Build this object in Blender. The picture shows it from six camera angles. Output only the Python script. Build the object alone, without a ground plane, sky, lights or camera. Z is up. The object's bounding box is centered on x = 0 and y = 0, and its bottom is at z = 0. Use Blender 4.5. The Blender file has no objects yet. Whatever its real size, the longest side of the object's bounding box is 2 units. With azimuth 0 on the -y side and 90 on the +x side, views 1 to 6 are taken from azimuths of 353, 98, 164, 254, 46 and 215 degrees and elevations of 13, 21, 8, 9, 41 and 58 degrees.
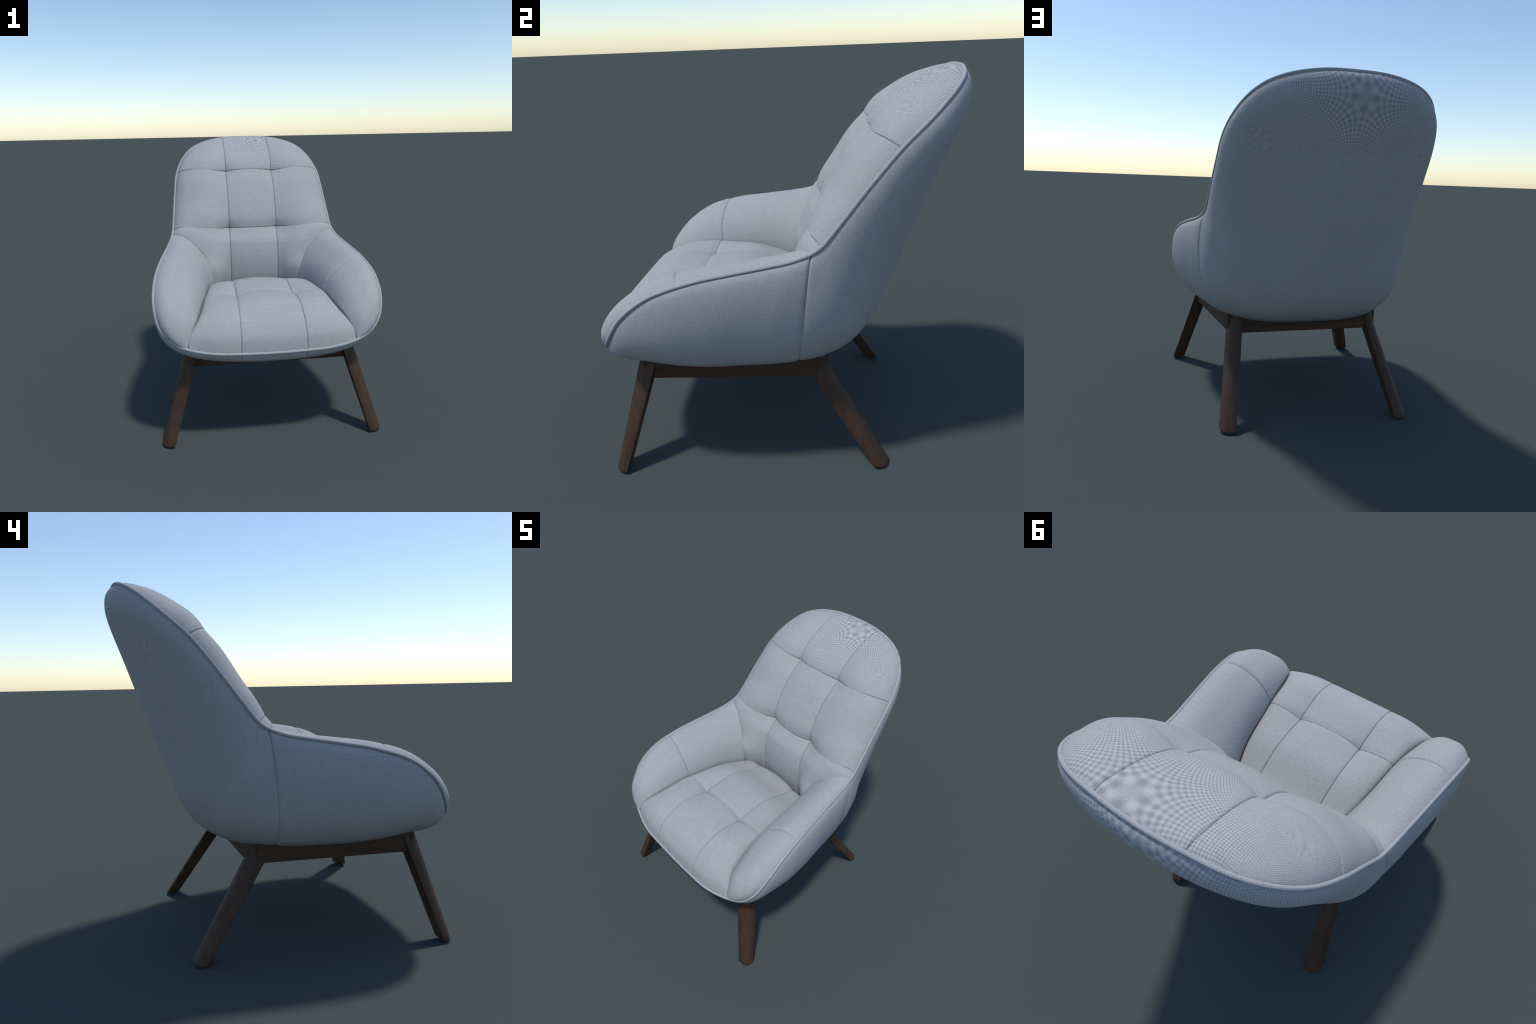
import bpy, bmesh, math
import numpy as np
from mathutils import Vector

# ------------------------------------------------------------------ helpers
def crom(K, s):
    """Catmull-Rom through the control points K, evaluated at s in [0,1]."""
    K = np.asarray(K, float); s = np.clip(np.asarray(s, float), 0, 1)
    P = np.vstack([2*K[0]-K[1], K, 2*K[-1]-K[-2]])
    n = len(K)-1
    f = s*n; i = np.minimum(f.astype(int), n-1); t = (f-i)[..., None]
    p0, p1, p2, p3 = P[i], P[i+1], P[i+2], P[i+3]
    return .5*(2*p1+(p2-p0)*t+(2*p0-5*p1+4*p2-p3)*t*t+(3*p1-p0-3*p2+p3)*t**3)

def at(knots, vals, s):
    """Smooth (monotone cubic) interpolation of vals given at knots."""
    k = np.asarray(knots, float); v = np.asarray(vals, float)
    one = v.ndim == 1
    if one: v = v[:, None]
    h = np.diff(k)[:, None]; d = np.diff(v, axis=0)/h
    m = np.zeros_like(v); m[0] = d[0]; m[-1] = d[-1]
    a, b = d[:-1], d[1:]
    m[1:-1] = np.where(a*b > 0, 2*a*b/np.where(a+b == 0, 1, a+b), 0)
    s = np.clip(np.asarray(s, float), k[0], k[-1])
    i = np.clip(np.searchsorted(k, s, 'right')-1, 0, len(k)-2)
    H = h[i]; t = ((s-k[i])[..., None])/H
    r = (v[i]*(2*t**3-3*t*t+1)+m[i]*H*(t**3-2*t*t+t)
         + v[i+1]*(-2*t**3+3*t*t)+m[i+1]*H*(t**3-t*t))
    return r[..., 0] if one else r

def smooth(x, a, b):
    t = np.clip((x-a)/(b-a), 0, 1); return t*t*(3-2*t)

def bump(t, p=2.3):
    return np.clip(1-np.abs(2*t-1)**p, 0, 1)

def panel_params(L, n, lo=True, hi=True):
    """Parameters over [0,1], packed close to the seams at either end."""
    near = np.array([0, .0012, .0025, .004, .006, .009, .013, .019, .027])/L
    near = near[near < .25]
    a = near if lo else np.array([0.])
    b = 1-near[::-1] if hi else np.array([1.])
    mid = np.linspace(a[-1], b[0], n+2)[1:-1]
    return np.concatenate([a, mid, b])

def grid_normals(P):
    du = np.gradient(P, axis=0); dv = np.gradient(P, axis=1)
    N = np.cross(du, dv); return N/(np.linalg.norm(N, axis=2, keepdims=True)+1e-9)

def make_mesh(name, verts, faces, mat, parent, smooth_shade=True):
    me = bpy.data.meshes.new(name)
    me.from_pydata([tuple(map(float, v)) for v in verts], [], faces)
    me.validate(); me.update()
    if smooth_shade:
        me.polygons.foreach_set('use_smooth', [True]*len(me.polygons))
    me.materials.append(mat)
    ob = bpy.data.objects.new(name, me)
    bpy.context.scene.collection.objects.link(ob)
    ob.parent = parent
    return ob

def grid_object(name, P, mat, parent, flip=False, wrap=False):
    m, n = P.shape[:2]
    V = P.reshape(-1, 3); F = []
    for i in range(m if wrap else m-1):
        i2 = (i+1) % m
        for j in range(n-1):
            q = (i*n+j, i2*n+j, i2*n+j+1, i*n+j+1)
            F.append(q[::-1] if flip else q)
    return make_mesh(name, V, F, mat, parent)

def empty(name, parent=None):
    ob = bpy.data.objects.new(name, None)
    bpy.context.scene.collection.objects.link(ob)
    ob.parent = parent
    return ob

# ---------------------------------------------------------------- materials
class Nodes:
    def __init__(self, name):
        self.mat = bpy.data.materials.new(name); self.mat.use_nodes = True
        self.t = self.mat.node_tree; self.t.nodes.clear()
        self.out = self.t.nodes.new('ShaderNodeOutputMaterial')
        self.bsdf = self.t.nodes.new('ShaderNodeBsdfPrincipled')
        self.t.links.new(self.bsdf.outputs[0], self.out.inputs[0])
        self.co = self.t.nodes.new('ShaderNodeTexCoord').outputs['Object']
    def set(self, sock, v):
        if isinstance(v, bpy.types.NodeSocket): self.t.links.new(v, sock)
        else: sock.default_value = v
    def math(self, op, a, b=0.0, c=None):
        n = self.t.nodes.new('ShaderNodeMath'); n.operation = op
        self.set(n.inputs[0], a); self.set(n.inputs[1], b)
        if c is not None: self.set(n.inputs[2], c)
        return n.outputs[0]
    def mapping(self, rot=(0, 0, 0), scale=(1, 1, 1), loc=(0, 0, 0), src=None):
        n = self.t.nodes.new('ShaderNodeMapping')
        self.t.links.new(src or self.co, n.inputs[0])
        n.inputs['Rotation'].default_value = rot
        n.inputs['Scale'].default_value = scale
        n.inputs['Location'].default_value = loc
        return n.outputs[0]
    def sep(self, v):
        n = self.t.nodes.new('ShaderNodeSeparateXYZ'); self.t.links.new(v, n.inputs[0])
        return n.outputs
    def noise(self, vec, scale, detail=2, rough=.5):
        n = self.t.nodes.new('ShaderNodeTexNoise')
        self.t.links.new(vec, n.inputs['Vector'])
        n.inputs['Scale'].default_value = scale; n.inputs['Detail'].default_value = detail
        n.inputs['Roughness'].default_value = rough
        return n.outputs['Fac']
    def ramp(self, fac, stops):
        n = self.t.nodes.new('ShaderNodeValToRGB'); self.t.links.new(fac, n.inputs[0])
        e = n.color_ramp.elements
        while len(e) < len(stops): e.new(.5)
        for el, (p, c) in zip(e, stops):
            el.position = p; el.color = (*c, 1)
        return n.outputs[0]
    def mix(self, fac, a, b):
        n = self.t.nodes.new('ShaderNodeMix'); n.data_type = 'RGBA'
        self.set(n.inputs[0], fac); self.set(n.inputs[6], a); self.set(n.inputs[7], b)
        return n.outputs[2]

THREAD = .0088                       # period of the woven relief in metres
FABRIC_LIGHT = (.444, .457, .466)
FABRIC_DARK = (.122, .128, .134)

def fabric(name, stretched=(), contrast=1.0, seam_x=None):
    """Woven cloth, the weave laid on each surface in the plane it faces most, with
    faint linen slubs.  stretched: (centre, plane rotation, density, reach) of spots
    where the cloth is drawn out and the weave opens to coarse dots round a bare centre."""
    m = Nodes(name)
    x, y, z = m.sep(m.co)
    k = 2*math.pi/THREAD
    wob = m.math('MULTIPLY', m.math('SUBTRACT', m.noise(m.co, 9, 2), .5), .004)
    sn = [m.math('SINE', m.math('MULTIPLY', m.math('ADD', c, wob), k)) for c in (x, y, z)]
    nt = m.t.nodes.new('ShaderNodeTexCoord')
    n = m.sep(nt.outputs['Normal'])
    w = [m.math('POWER', m.math('ABSOLUTE', c), 5.0) for c in (n[0], n[1], n[2])]
    tot = m.math('ADD', m.math('ADD', w[0], w[1]), m.math('ADD', w[2], 1e-4))
    acc = m.math('MULTIPLY', w[0], m.math('MULTIPLY', sn[1], sn[2]))
    acc = m.math('ADD', acc, m.math('MULTIPLY', w[1], m.math('MULTIPLY', sn[0], sn[2])))
    acc = m.math('ADD', acc, m.math('MULTIPLY', w[2], m.math('MULTIPLY', sn[0], sn[1])))
    weave = m.math('DIVIDE', acc, tot)                      # -1 .. 1
    for (c, rot, a, reach, wild, amp) in stretched:
        d = m.mapping(loc=(-c[0], -c[1], -c[2]))
        q = m.sep(m.mapping(rot=rot, src=d))
        nz = m.math('SUBTRACT', m.noise(m.co, 14, 2), .5)
        qx = m.math('MULTIPLY_ADD', nz, wild, q[0]); qy = m.math('MULTIPLY_ADD', nz, -wild, q[1])
        u = m.math('MULTIPLY', m.math('SUBTRACT', m.math('MULTIPLY', qx, qx), m.math('MULTIPLY', qy, qy)), a)
        v = m.math('MULTIPLY', m.math('MULTIPLY', qx, qy), 2*a)
        dots = m.math('MULTIPLY', m.math('MULTIPLY', m.math('SINE', u), m.math('SINE', v)), amp)
        r2 = m.math('ADD', m.math('ADD', m.math('MULTIPLY', q[0], q[0]), m.math('MULTIPLY', q[1], q[1])), m.math('MULTIPLY', q[2], q[2]))
        fall = m.t.nodes.new('ShaderNodeMapRange'); fall.interpolation_type = 'SMOOTHSTEP'
        m.t.links.new(m.math('SQRT', r2), fall.inputs[0])
        fall.inputs[1].default_value = reach*.6; fall.inputs[2].default_value = reach
        fall.inputs[3].default_value = 1; fall.inputs[4].default_value = 0
        weave = m.math('ADD', m.math('MULTIPLY', weave, m.math('SUBTRACT', 1.0, fall.outputs[0])),
                       m.math('MULTIPLY', dots, fall.outputs[0]))
    slub = None
    for sc in ((14, 300, 300), (300, 14, 300), (300, 300, 14)):
        nn = m.noise(m.mapping(scale=sc), 1.0, 1)
        slub = nn if slub is None else m.math('MAXIMUM', slub, nn)
    st = m.t.nodes.new('ShaderNodeMapRange'); m.t.links.new(slub, st.inputs[0])
    st.inputs[1].default_value = .60; st.inputs[2].default_value = .85
    f = m.math('MULTIPLY_ADD', weave, .30*contrast, .28)
    f = m.math('ADD', f, m.math('MULTIPLY', m.math('SUBTRACT', m.noise(m.co, 420, 1), .5), .42))
    f = m.math('ADD', f, m.math('MULTIPLY', st.outputs[0], .38))
    f = m.math('ADD', f, m.math('MULTIPLY', m.math('SUBTRACT', m.noise(m.co, 5, 3), .5), .05))
    col = m.ramp(f, [(0.0, FABRIC_LIGHT), (1.0, FABRIC_DARK)])
    if seam_x:          # shadow of two seams under the front edge, painted as dark lines
        dist = m.math('ABSOLUTE', m.math('SUBTRACT', m.math('ABSOLUTE', x), seam_x))
        line = m.math('MULTIPLY', m.math('LESS_THAN', dist, .0018), m.math('LESS_THAN', y, -.45))
        col = m.mix(m.math('MULTIPLY', line, .7), col, (.03, .03, .035, 1))
    m.t.links.new(col, m.bsdf.inputs['Base Color'])
    m.bsdf.inputs['Roughness'].default_value = .9
    m.bsdf.inputs['Specular IOR Level'].default_value = .12
    b = m.t.nodes.new('ShaderNodeBump')
    b.inputs['Strength'].default_value = .25; b.inputs['Distance'].default_value = .0012
    m.t.links.new(m.math('MULTIPLY', weave, -1.0), b.inputs['Height']); m.t.links.new(b.outputs[0], m.bsdf.inputs['Normal'])
    return m.mat

def wood(name, axis_scale):
    m = Nodes(name)
    p = m.mapping(scale=axis_scale)
    g = m.noise(p, 1.0, 4, .6)
    w = m.noise(m.mapping(scale=tuple(.35*a for a in axis_scale)), 1.0, 2)
    f = m.math('MULTIPLY_ADD', w, .5, m.math('MULTIPLY', g, .5))
    col = m.ramp(f, [(.30, (.034, .017, .009)), (.55, (.058, .029, .0155)), (.75, (.086, .044, .023))])
    m.t.links.new(col, m.bsdf.inputs['Base Color'])
    m.bsdf.inputs['Roughness'].default_value = .55
    m.bsdf.inputs['Specular IOR Level'].default_value = .3
    return m.mat

def plain(name, col, rough):
    m = Nodes(name)
    n = m.noise(m.co, 60, 2)
    c = m.ramp(n, [(.3, tuple(.8*v for v in col)), (.7, col)])
    m.t.links.new(c, m.bsdf.inputs['Base Color']); m.bsdf.inputs['Roughness'].default_value = rough
    return m.mat

HEAD = (math.radians(-25), 0, math.radians(20))
REAR = (math.radians(-80), 0, math.radians(20))
SIDE = (math.radians(-60), 0, 0)
M_HEAD = fabric('headrest_fabric', [((.09, .80, 1.985), HEAD, 560, .60, .012, 1.0),
                                    ((.44, .64, 1.79), SIDE, 1500, .12, .07, .42), ((-.44, .64, 1.79), SIDE, 1500, .12, .07, .42)])
M_CLOTH = fabric('seat_fabric')
M_SHELL_SIDE = fabric('side_shell_fabric', seam_x=.212)
M_SHELL_BACK = fabric('back_shell_fabric', [((-.035, .915, 1.865), REAR, 600, .70, .012, 1.0),
                                            ((.45, .78, 1.64), REAR, 1500, .12, .07, .42), ((-.45, .78, 1.64), REAR, 1500, .12, .07, .42)])
M_PIPING = fabric('piping_fabric', contrast=.8)
M_LEG = wood('walnut_leg', (70, 70, 6))
M_RAIL_X = wood('walnut_rail_crosswise', (6, 70, 70))
M_RAIL_Y = wood('walnut_rail_lengthwise', (70, 6, 70))
M_GLIDE = plain('dark_felt', (.02, .02, .022), .8)

# ------------------------------------------------------------ piping outline
# half outline (x > 0) of the welt, from the top centre to the front centre
WELT = np.array([
    (0, .885, 1.9935), (.179, .875, 1.988), (.344, .847, 1.957), (.468, .788, 1.901), (.554, .693, 1.808),
    (.604, .567, 1.686), (.622, .443, 1.532), (.635, .33, 1.381), (.646, .234, 1.264), (.662, .126, 1.213),
    (.681, -.002, 1.186), (.705, -.157, 1.160), (.733, -.345, 1.124), (.757, -.539, 1.058), (.760, -.686, .948),
    (.727, -.775, .820), (.644, -.832, .730), (.517, -.875, .684), (.358, -.911, .667), (.182, -.918, .660),
    (0, -.919, .657)])
NW = len(WELT)-1
_full = np.vstack([WELT[2:0:-1]*[-1, 1, 1], WELT, WELT[-2:-4:-1]*[-1, 1, 1]])
def welt(i):
    """Point on the welt at control index i (0 top centre .. NW front centre)."""
    return crom(_full, (np.asarray(i, float)+2)/(len(_full)-1))

chair = empty('armchair')
chair['label'] = 'light grey upholstered lounge chair with dark splayed wooden legs'
chair['category'] = 'armchair'

# ---- piping tube
def build_piping():
    half = welt(np.linspace(0, NW, 260))
    C = np.vstack([half, (half*[-1, 1, 1])[::-1][1:-1]])
    n = len(C); T = np.roll(C, -1, 0)-np.roll(C, 1, 0); T /= np.linalg.norm(T, axis=1)[:, None]
    ref = np.array([0, -.55, .83]); mid = np.array([0, -.1, 1.25])
    A = C-mid; A -= (A*T).sum(1)[:, None]*T; A /= np.linalg.norm(A, axis=1)[:, None]
    Bn = np.cross(T, A)
    a = np.linspace(0, 2*np.pi, 15)
    P = C[:, None]+PIPE_R*(np.cos(a)[None, :, None]*A[:, None]+np.sin(a)[None, :, None]*Bn[:, None])
    grid_object('piping', P, M_PIPING, chair, flip=True, wrap=True)
PIPE_R = .0092
build_piping()

# --------------------------------------------------------------- outer shell
# centre line of the shell (y, z) from the top over the back, under the seat, to the front
SPINE = np.array([(.886, 1.992), (.917, 1.965), (.929, 1.915), (.920, 1.845), (.888, 1.745), (.835, 1.595), (.775, 1.415),
                  (.715, 1.235), (.654, 1.055), (.592, .875), (.545, .755), (.486, .665), (.398, .601), (.268, .562),
                  (.08, .547), (-.15, .544), (-.38, .544), (-.58, .546), (-.74, .551), (-.840, .570), (-.893, .603), (-.919, .655)])
NSP = len(SPINE)-1
SEAM_I = 8.35                                      # where the side seam leaves the welt
MAP_W = [0, 1, 2, 3, 4, 5, 6, 7, 7.7, 8.1, SEAM_I, 9.5, 11, 12.5, 14, 15.3, 16.5, 18, 20]
MAP_S = [0, 1.3, 2.4, 3.3, 4.1, 5.0, 6.2, 8.0, 10.6, 12.7, 13.8, 14.7, 15.5, 16.2, 17.2, 18.0, 18.8, 20.0, 21]
EXPO = [2.0, 2.1, 2.2, 2.25, 2.3, 2.25, 2.15, 2.05, 2.24, 3.5, 4.8, 5.1, 5.0, 4.2, 3.05, 2.5, 2.3, 2.2, 2.2]
BELLY = [0, 0, .0, .0, .004, .009, .013, .014, .012, .019, .030, .042, .043, .031, .010, .0, 0, 0, 0]

def shell_sections(idx, na=56):
    P = welt(idx)
    Syz = crom(SPINE, at(MAP_W, MAP_S, idx)/NSP)
    n = at(MAP_W, EXPO, idx)[:, None]; bel = at(MAP_W, BELLY, idx)[:, None]
    a = np.linspace(0, np.pi/2, na)
    a = np.concatenate([a[0]+np.array([0, .004, .009, .015, .022]), a[2:]])[None]
    ca, sa = np.cos(a), np.sin(a)
    r = (np.abs(ca)**n+np.abs(sa)**n)**(-1/n)
    fx, g = np.clip(r*ca, 0, None), r*sa
    x = P[:, :1]*fx+bel*np.sin(np.pi*np.clip(g, 0, 1)**.62)
    yz = P[:, None, 1:]+(Syz[:, None]-P[:, None, 1:])*g[..., None]
    Q = np.concatenate([x[..., None], yz], 2)
    Q[:, -1, 0] = 0
    return Q

def build_shell():
    eps = np.array([0, .008, .018, .032, .05, .08])
    upper = np.concatenate([np.linspace(0, SEAM_I-.12, 150), SEAM_I-eps[::-1]])
    lower = np.concatenate([SEAM_I+eps, np.linspace(SEAM_I+.12, NW, 170)])
    shell = empty('outer_shell', chair)
    for nm, idx, mat in (('back_panel', upper, M_SHELL_BACK), ('side_panel', lower, M_SHELL_SIDE)):
        Q = shell_sections(idx)
        N = grid_normals(Q)
        # groove along the side seam and a tuck under the welt
        L = np.abs(idx-SEAM_I)*.11
        d = .010*np.exp(-(L/.005))[:, None]*np.ones(Q.shape[1])[None]
        arc = np.cumsum(np.r_[np.zeros((1, Q.shape[0])), np.linalg.norm(np.diff(Q, axis=1), axis=2).T], axis=0).T
        tuck = smooth(idx, 6, 9)[:, None]*(1-smooth(idx, 15.5, 17))[:, None]
        d = d + .009*tuck*np.exp(-(arc/.013)) + .003*np.exp(-(arc/.01))
        sgn = np.sign((N*(Q-np.array([0, 0, 1.0]))).sum(2).mean())
        Q = Q-sgn*N*d[..., None]
        Q[:, -1, 0] = 0
        full = np.concatenate([Q, (Q[:, ::-1]*[-1, 1, 1])[:, 1:]], 1)
        grid_object(nm, full, mat, shell, flip=False)
build_shell()

# ------------------------------------------------------------------ cushions
def cushion(names, rows, col, edge, xs, xe, q, hc, hs, pad_start, nv, nx, mat, parent, pip, tufts, gap=.008, crease=.008, roll=0.0):
    """A pad sewn in three columns and several rows.
    rows: v values of the cross seams; col(v): (y, z) of the lengthwise seams at x = xs(v);
    edge(v): (y, z) at the rim x = xe(v); hc, hs: swell of the middle and side columns;
    pip: welt point for a given x, used for the first row."""
    for r in range(len(rows)-1):
        v0, v1 = rows[r], rows[r+1]
        probe = col(np.linspace(v0, v1, 40)); L = np.linalg.norm(np.diff(probe, axis=0), axis=1).sum()
        v = v0+(v1-v0)*panel_params(L, nv[r])
        vt = (v-v0)/(v1-v0)
        XS, XE = xs(v)[:, None], xe(v)[:, None]
        A, E = col(v), edge(v)
        dv = np.minimum(vt, 1-vt)*L
        for k in (-1, 0, 1):
            W = .38 if k == 0 else .40
            t = panel_params(W, nx)
            if k == 0:
                x = XS*(2*t-1)[None]
                tau = np.zeros_like(x); h = hc(v)[:, None]*bump(t, 2.2)[None]
                dx = np.minimum(t, 1-t)[None]*2*XS
                rim = np.full_like(x, 9.)
                near_t = dx
            else:
                tau = np.repeat(t[None], len(v), 0)
                x = XS+(XE-XS)*tau
                h = hs(v)[:, None]*bump(t**1.45, 2.8)[None]
                dx = tau*(XE-XS)
                rim = (1-tau)*(XE-XS)
                near_t = dx
            w = tau**q(v)[:, None]
            yz = A[:, None]+(E-A)[:, None]*w[..., None]
            P = np.concatenate([x[..., None], yz], 2)
            if r == 0:                      # start exactly on the welt
                ref = pip(x[0])
                P = P+((1-smooth(vt, 0, .5))[:, None, None])*(ref-P[0])[None]
            if roll: P[..., 2] -= roll*tau**22*smooth(v, .12, .4)[:, None]
            N = grid_normals(P)
            out = np.array([0, -.6, .8]); N *= np.sign((N*out).sum(2, keepdims=True).mean())
            start = np.clip((pad_start(v))[:, None], 0, 1)
            d = h*start
            seam_v = dv[:, None]*np.ones_like(x)
            if r == 0: seam_v = np.where((vt < .5)[:, None], 9., seam_v)
            if r == len(rows)-2: seam_v = np.where((vt > .5)[:, None], 9., seam_v)
            d = d-gap*np.exp(-(seam_v/.0034)) - crease*np.exp(-(dx/.0036))
            d = d-.005*np.exp(-(rim/.008))
            if r == 2: d = d-.020*np.exp(-(rim/.010))*smooth(v, 2.15, 2.4)[:, None]
            if r == 0: d = d-.005*np.exp(-(vt*L/.008))[:, None]
            for (tv, depth, rad) in tufts:
                if abs(tv-v0) < 1e-6 or abs(tv-v1) < 1e-6:
                    dl = np.abs(v-tv)/(v1-v0)*L
                    dist = np.sqrt(dl[:, None]**2+near_t**2)
                    d = d-depth*np.exp(-(dist/rad)**1.3)
            P = P+N*d[..., None]
            if k == -1: P = P*[-1, 1, 1]
            grid_object(names[r], P, mat[r], parent, flip=(k != -1))

def welt_by_x(front):
    i = np.linspace(NW, 15, 400) if front else np.linspace(0, 5, 400)
    W = welt(i)
    return lambda x: np.stack([x, np.interp(np.abs(x), W[:, 0], W[:, 1]), np.interp(np.abs(x), W[:, 0], W[:, 2])], -1)

# ---- backrest: headrest, middle and lumbar rows
BV = [0, .12, .3, .55, .8, 1.0, 1.25, 1.5, 1.75, 2.0, 2.25, 2.6, 3.0]
B_COL_V = [0, .1, .3, .55, .8, .95, 1.0, 1.06, 1.3, 1.65, 1.92, 2.0, 2.06, 2.3, 2.6, 3.0]
B_COL = [(.876, 1.988), (.846, 1.990), (.735, 1.951), (.592, 1.866), (.514, 1.791), (.484, 1.737), (.478, 1.719), (.462, 1.700),
         (.372, 1.610), (.277, 1.450), (.236, 1.315), (.236, 1.275), (.220, 1.245), (.163, 1.150), (.145, 1.010), (.160, .760)]
B_EDGE_I_V = [0, .2, .5, .8, 1.0, 1.5, 2.0, 2.1]
B_EDGE_I = [2.4, 2.9, 3.7, 4.5, 4.95, 6.4, 7.93, 8.36]
LUMBAR_V = [2.1, 2.22, 2.36, 2.50, 2.68, 2.85, 3.0]
LUMBAR = [tuple(welt(8.36)), (.618, .196, 1.195), (.550, .160, 1.140), (.466, .112, 1.070), (.384, .038, .960), (.358, .045, .870), (.350, .070, .760)]
def back_edge(v):
    a = welt(at(B_EDGE_I_V, B_EDGE_I, np.minimum(v, 2.1)))
    b = at(LUMBAR_V, LUMBAR, np.maximum(v, 2.1))
    return np.where((v > 2.1)[:, None], b, a)

backrest = empty('backrest', chair)
cushion(['headrest_panel', 'middle_back_panel', 'lumbar_panel'], [0, 1, 2, 3],
        lambda v: at(B_COL_V, B_COL, v), lambda v: back_edge(v)[:, 1:],
        lambda v: np.full_like(v, .192), lambda v: back_edge(v)[:, 0],
        lambda v: at([0, .5, 1, 2, 3], [1.6, 1.9, 2.4, 2.6, 2.2], v),
        lambda v: at([0, .5, 1, 1.5, 2, 2.5, 3], [.0, .003, .028, .014, .024, .022, .01], v),
        lambda v: at([0, .5, 1, 1.5, 1.8, 2, 2.15, 2.5, 3], [.0, .034, .050, .036, .054, .066, .064, .054, .01], v),
        lambda v: smooth(v, -.15, .35), [46, 46, 40], 34, [M_HEAD, M_CLOTH, M_CLOTH], backrest, welt_by_x(False),
        [(1, .010, .04), (2, .014, .045)])

# ---- seat
S_COL_V = [0, .12, .3, .6, .88, 1.0, 1.12, 1.40, 1.75, 1.88, 2.0]
S_COL = [(-.918, .660), (-.903, .745), (-.815, .858), (-.640, .925), (-.490, .914), (-.450, .905), (-.410, .914), (-.215, .940), (.0, .885), (.088, .868), (.135, .800)]
S_EDGE_V = [0, .13, .26, .50, 1.0, 1.50, 1.75, 2.0]
S_EDGE = [(.548, -.864, .697), (.535, -.840, .768), (.505, -.775, .838), (.463, -.615, .886), (.428, -.447, .912), (.392, -.150, .896),
          (.345, .040, .866), (.335, .15, .78)]
seat = empty('seat_cushion', chair)
cushion(['seat_front_panel', 'seat_rear_panel'], [0, 1, 2],
        lambda v: at(S_COL_V, S_COL, v), lambda v: at(S_EDGE_V, S_EDGE, v)[:, 1:],
        lambda v: at([0, 1, 2], [.213, .202, .194], v), lambda v: at(S_EDGE_V, S_EDGE, v)[:, 0],
        lambda v: at([0, .5, 1, 2], [2.6, 3.0, 3.2, 3.0], v),
        lambda v: at([0, .4, 1, 1.5, 2], [0, .003, .034, .016, .024], v),
        lambda v: at([0, .4, 1, 1.5, 2], [0, .0, .022, .002, .0], v),
        lambda v: smooth(v, -.2, .3), [46, 40], 34, [M_CLOTH, M_CLOTH], seat, welt_by_x(True),
        [(1, .008, .04)], gap=.005, roll=.06)

# ---- arms: from the welt over a rounded top down to the seat
ARM_I0, ARM_I1 = 8.30, 16.72
ARM_S = [0, .20, .45, .62, .78, .90, 1.0]
ARM_OUT = [ARM_I0, 10.1, 12.32, 13.7, 14.85, 15.75, ARM_I1]
ARM_IN = [(.330, .060, .870), (.385, -.150, .902), (.425, -.447, .915), (.458, -.610, .888), (.497, -.765, .840), (.532, -.835, .768), (.550, -.862, .700)]
ARM_SWELL = [.090, .092, .091, .083, .067, .037, .003]
ARM_SEAM = .45
def build_arm(side, mat):
    arm = empty('armrest', chair)
    for (s0, s1) in ((-.10, ARM_SEAM), (ARM_SEAM, 1.0)):
        L = .72*(s1-s0)/.5*.62
        p = panel_params(L, 60, lo=s0 > 0, hi=s1 < 1)
        s = s0+(s1-s0)*p
        if s0 < 0: s = np.sort(np.concatenate([s, np.array([0, .0015, .003, .005, .008, .012, .017, .024])]))
        O = welt(at(ARM_S, ARM_OUT, s)); I = at(ARM_S, ARM_IN, s)
        # the rear end is tucked behind the lumbar panel
        neg = np.clip(-s, 0, 1)[:, None]/.10
        O = O+neg*np.array([-.035, .03, -.06]); I = I+neg*np.array([.0, .08, -.02])
        t = np.concatenate([np.linspace(0, 1, 44), [1.06, 1.14]])
        tc = np.clip(t, 0, 1)
        ch = I-O
        P = O[:, None]+ch[:, None]*tc[None, :, None]
        tan = np.gradient(welt(at(ARM_S, ARM_OUT, np.clip(s, 0, 1)))*.5+at(ARM_S, ARM_IN, np.clip(s, 0, 1))*.5, s, axis=0)
        tan[np.linalg.norm(tan, axis=1) < 1e-6] = tan[np.argmax(s >= 0)] if (s >= 0).any() else (0, -1, 0)
        N = np.cross(ch, tan); N /= np.linalg.norm(N, axis=1)[:, None]
        N *= np.sign(N[:, 2].mean())
        prof = bump(tc**.8, 2.7)
        P = P+N[:, None]*(at(ARM_S, ARM_SWELL, np.clip(s, 0, 1))[:, None]*prof[None])[..., None]
        P[:, :, 2] -= (np.clip(t-1, 0, 1)*.6)[None]*smooth(1-s, 0, .2)[:, None]
        g = np.abs(s-ARM_SEAM)*1.05
        P = P-N[:, None]*(.009*np.exp(-(g/.004))[:, None]*smooth(tc, 0, .04)[None])[..., None]
        P = P-N[:, None]*(.005*np.exp(-(tc*.35/.008)))[None, :, None]
        # the rear edge rolls in where it meets the lumbar panel
        e = 1.25*s
        P = P-N[:, None]*(.022*np.where(e > 0, np.exp(-np.clip(e, 0, None)/.007), 1)[:, None]*smooth(tc, 0, .06)[None])[..., None]
        P = P*[side, 1, 1]
        grid_object('armrest_panel', P, mat, arm, flip=side > 0)
build_arm(1, M_CLOTH)
build_arm(-1, M_CLOTH)

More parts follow.
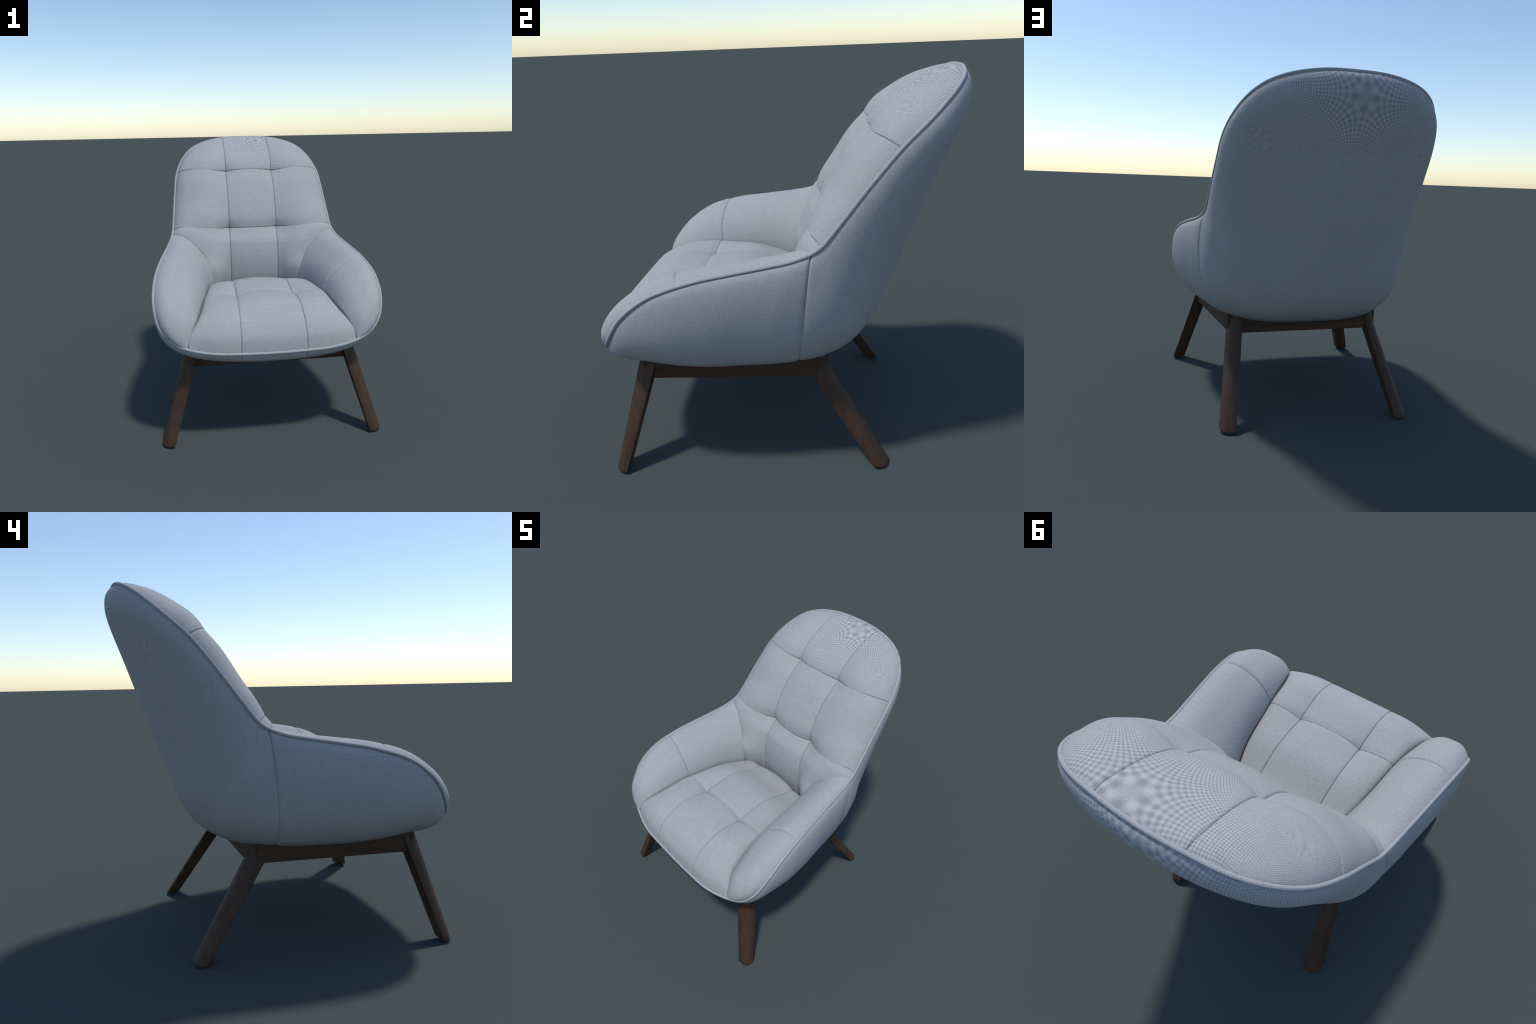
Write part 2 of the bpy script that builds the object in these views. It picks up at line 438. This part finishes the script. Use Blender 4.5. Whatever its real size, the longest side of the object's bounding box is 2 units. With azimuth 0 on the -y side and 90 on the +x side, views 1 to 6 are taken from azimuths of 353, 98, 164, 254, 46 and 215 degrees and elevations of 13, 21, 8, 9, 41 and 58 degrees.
# ---------------------------------------------------------------------- legs
def leg_section(z, lv, back):
    f = (z-lv[0][0])/(lv[1][0]-lv[0][0])
    xi, xo, yf, yr = [a+(b-a)*f for a, b in zip(lv[0][1:], lv[1][1:])]
    if back: yr = max(yr, .273)                 # upright block behind the rear joint
    # three crisp corners; the outer one rounded into a quarter ellipse
    R = .88
    ye, yi = (yr, yf) if back else (yf, yr)        # outer end / inner end in y
    rx, ry = (xo-xi)*R, (ye-yi)*R
    cx, cy = xo-rx, ye-ry
    pts = [(xi, ye)]
    n = 2.3
    for a in np.linspace(np.pi/2, 0, 15):
        ca, sa = math.cos(a), math.sin(a)
        r = (abs(ca)**n+abs(sa)**n)**(-1/n)
        pts.append((cx+rx*r*ca, cy+ry*r*sa))
    pts += [(xo, yi), (xi, yi)]
    return np.array([(x, y, z) for x, y in pts])

FRONT_LEG = [(.015, .660, .745, -.856, -.784), (.50, .518, .608, -.741, -.643)]
REAR_LEG = [(.015, .500, .590, .522, .599), (.50, .419, .502, .191, .292)]
def build_leg(side, lv, back):
    zs = [.014, .018, .05, .15, .3, .45, .5, .528, .535, .56, .63]
    rings = [leg_section(z, lv, back) for z in zs]
    c = rings[0].mean(0); rings[0] = c+(rings[0]-c)*[.96, .96, 1]
    P = np.array(rings)*[side, 1, 1]
    n = P.shape[1]; V = P.reshape(-1, 3)
    F = [(i*n+j, i*n+(j+1) % n, (i+1)*n+(j+1) % n, (i+1)*n+j) for i in range(len(zs)-1) for j in range(n)]
    F += [tuple(range(n))[::-1], tuple(range((len(zs)-1)*n, len(zs)*n))]
    ob = make_mesh('leg', V, F, M_LEG, chair, False)
    bm = bmesh.new(); bm.from_mesh(ob.data); bmesh.ops.recalc_face_normals(bm, faces=bm.faces)
    sharp = [e for e in bm.edges if len(e.link_faces) == 2 and e.calc_face_angle() > math.radians(50)]
    bmesh.ops.bevel(bm, geom=sharp, offset=.0022, segments=2, affect='EDGES', profile=.5)
    bm.to_mesh(ob.data); bm.free()
    ob.data.shade_smooth(); ob.data.set_sharp_from_angle(angle=math.radians(35))
    # small felt glide under the foot
    b = leg_section(.014, lv, back); c = b.mean(0); b = (c+(b-c)*.72)*[side, 1, 1]
    bot = b.copy(); bot[:, 2] = 0; b[:, 2] = .0145
    F = [(j, (j+1) % n, n+(j+1) % n, n+j) for j in range(n)]+[tuple(range(n))[::-1], tuple(range(n, 2*n))]
    gl = make_mesh('foot_glide', np.vstack([bot, b]), F, M_GLIDE, ob, False)
    bm = bmesh.new(); bm.from_mesh(gl.data); bmesh.ops.recalc_face_normals(bm, faces=bm.faces); bm.to_mesh(gl.data); bm.free()
for sd in (1, -1):
    build_leg(sd, FRONT_LEG, False)
    build_leg(sd, REAR_LEG, True)

# --------------------------------------------------------------------- rails
def build_rail(name, a, b, thick, z0, z1, mat):
    """Board whose outer face runs from a to b (plan points); thick goes inward."""
    a, b = np.array(a, float), np.array(b, float)
    d = (b-a)/np.linalg.norm(b-a); nrm = np.array([-d[1], d[0]])
    if nrm@(-(a+b)/2) < 0: nrm = -nrm
    pl = [a, b, b+nrm*thick, a+nrm*thick]
    V = [(p[0], p[1], z) for z in (z0, z1) for p in pl]
    F = [(0, 1, 2, 3), (4, 5, 6, 7), (0, 1, 5, 4), (1, 2, 6, 5), (2, 3, 7, 6), (3, 0, 4, 7)]
    ob = make_mesh(name, V, F, mat, chair, False)
    bm = bmesh.new(); bm.from_mesh(ob.data); bmesh.ops.recalc_face_normals(bm, faces=bm.faces)
    bmesh.ops.bevel(bm, geom=list(bm.edges), offset=.002, segments=2, affect='EDGES', profile=.5)
    bm.to_mesh(ob.data); bm.free()
build_rail('front_rail', (-.53, -.690), (.53, -.690), .035, .500, .615, M_RAIL_X)
build_rail('rear_rail', (-.44, .264), (.44, .264), .035, .500, .615, M_RAIL_X)
for sd in (1, -1):
    build_rail('side_rail', (sd*.584, -.68), (sd*.4985, .22), .038, .505, .610, M_RAIL_Y)
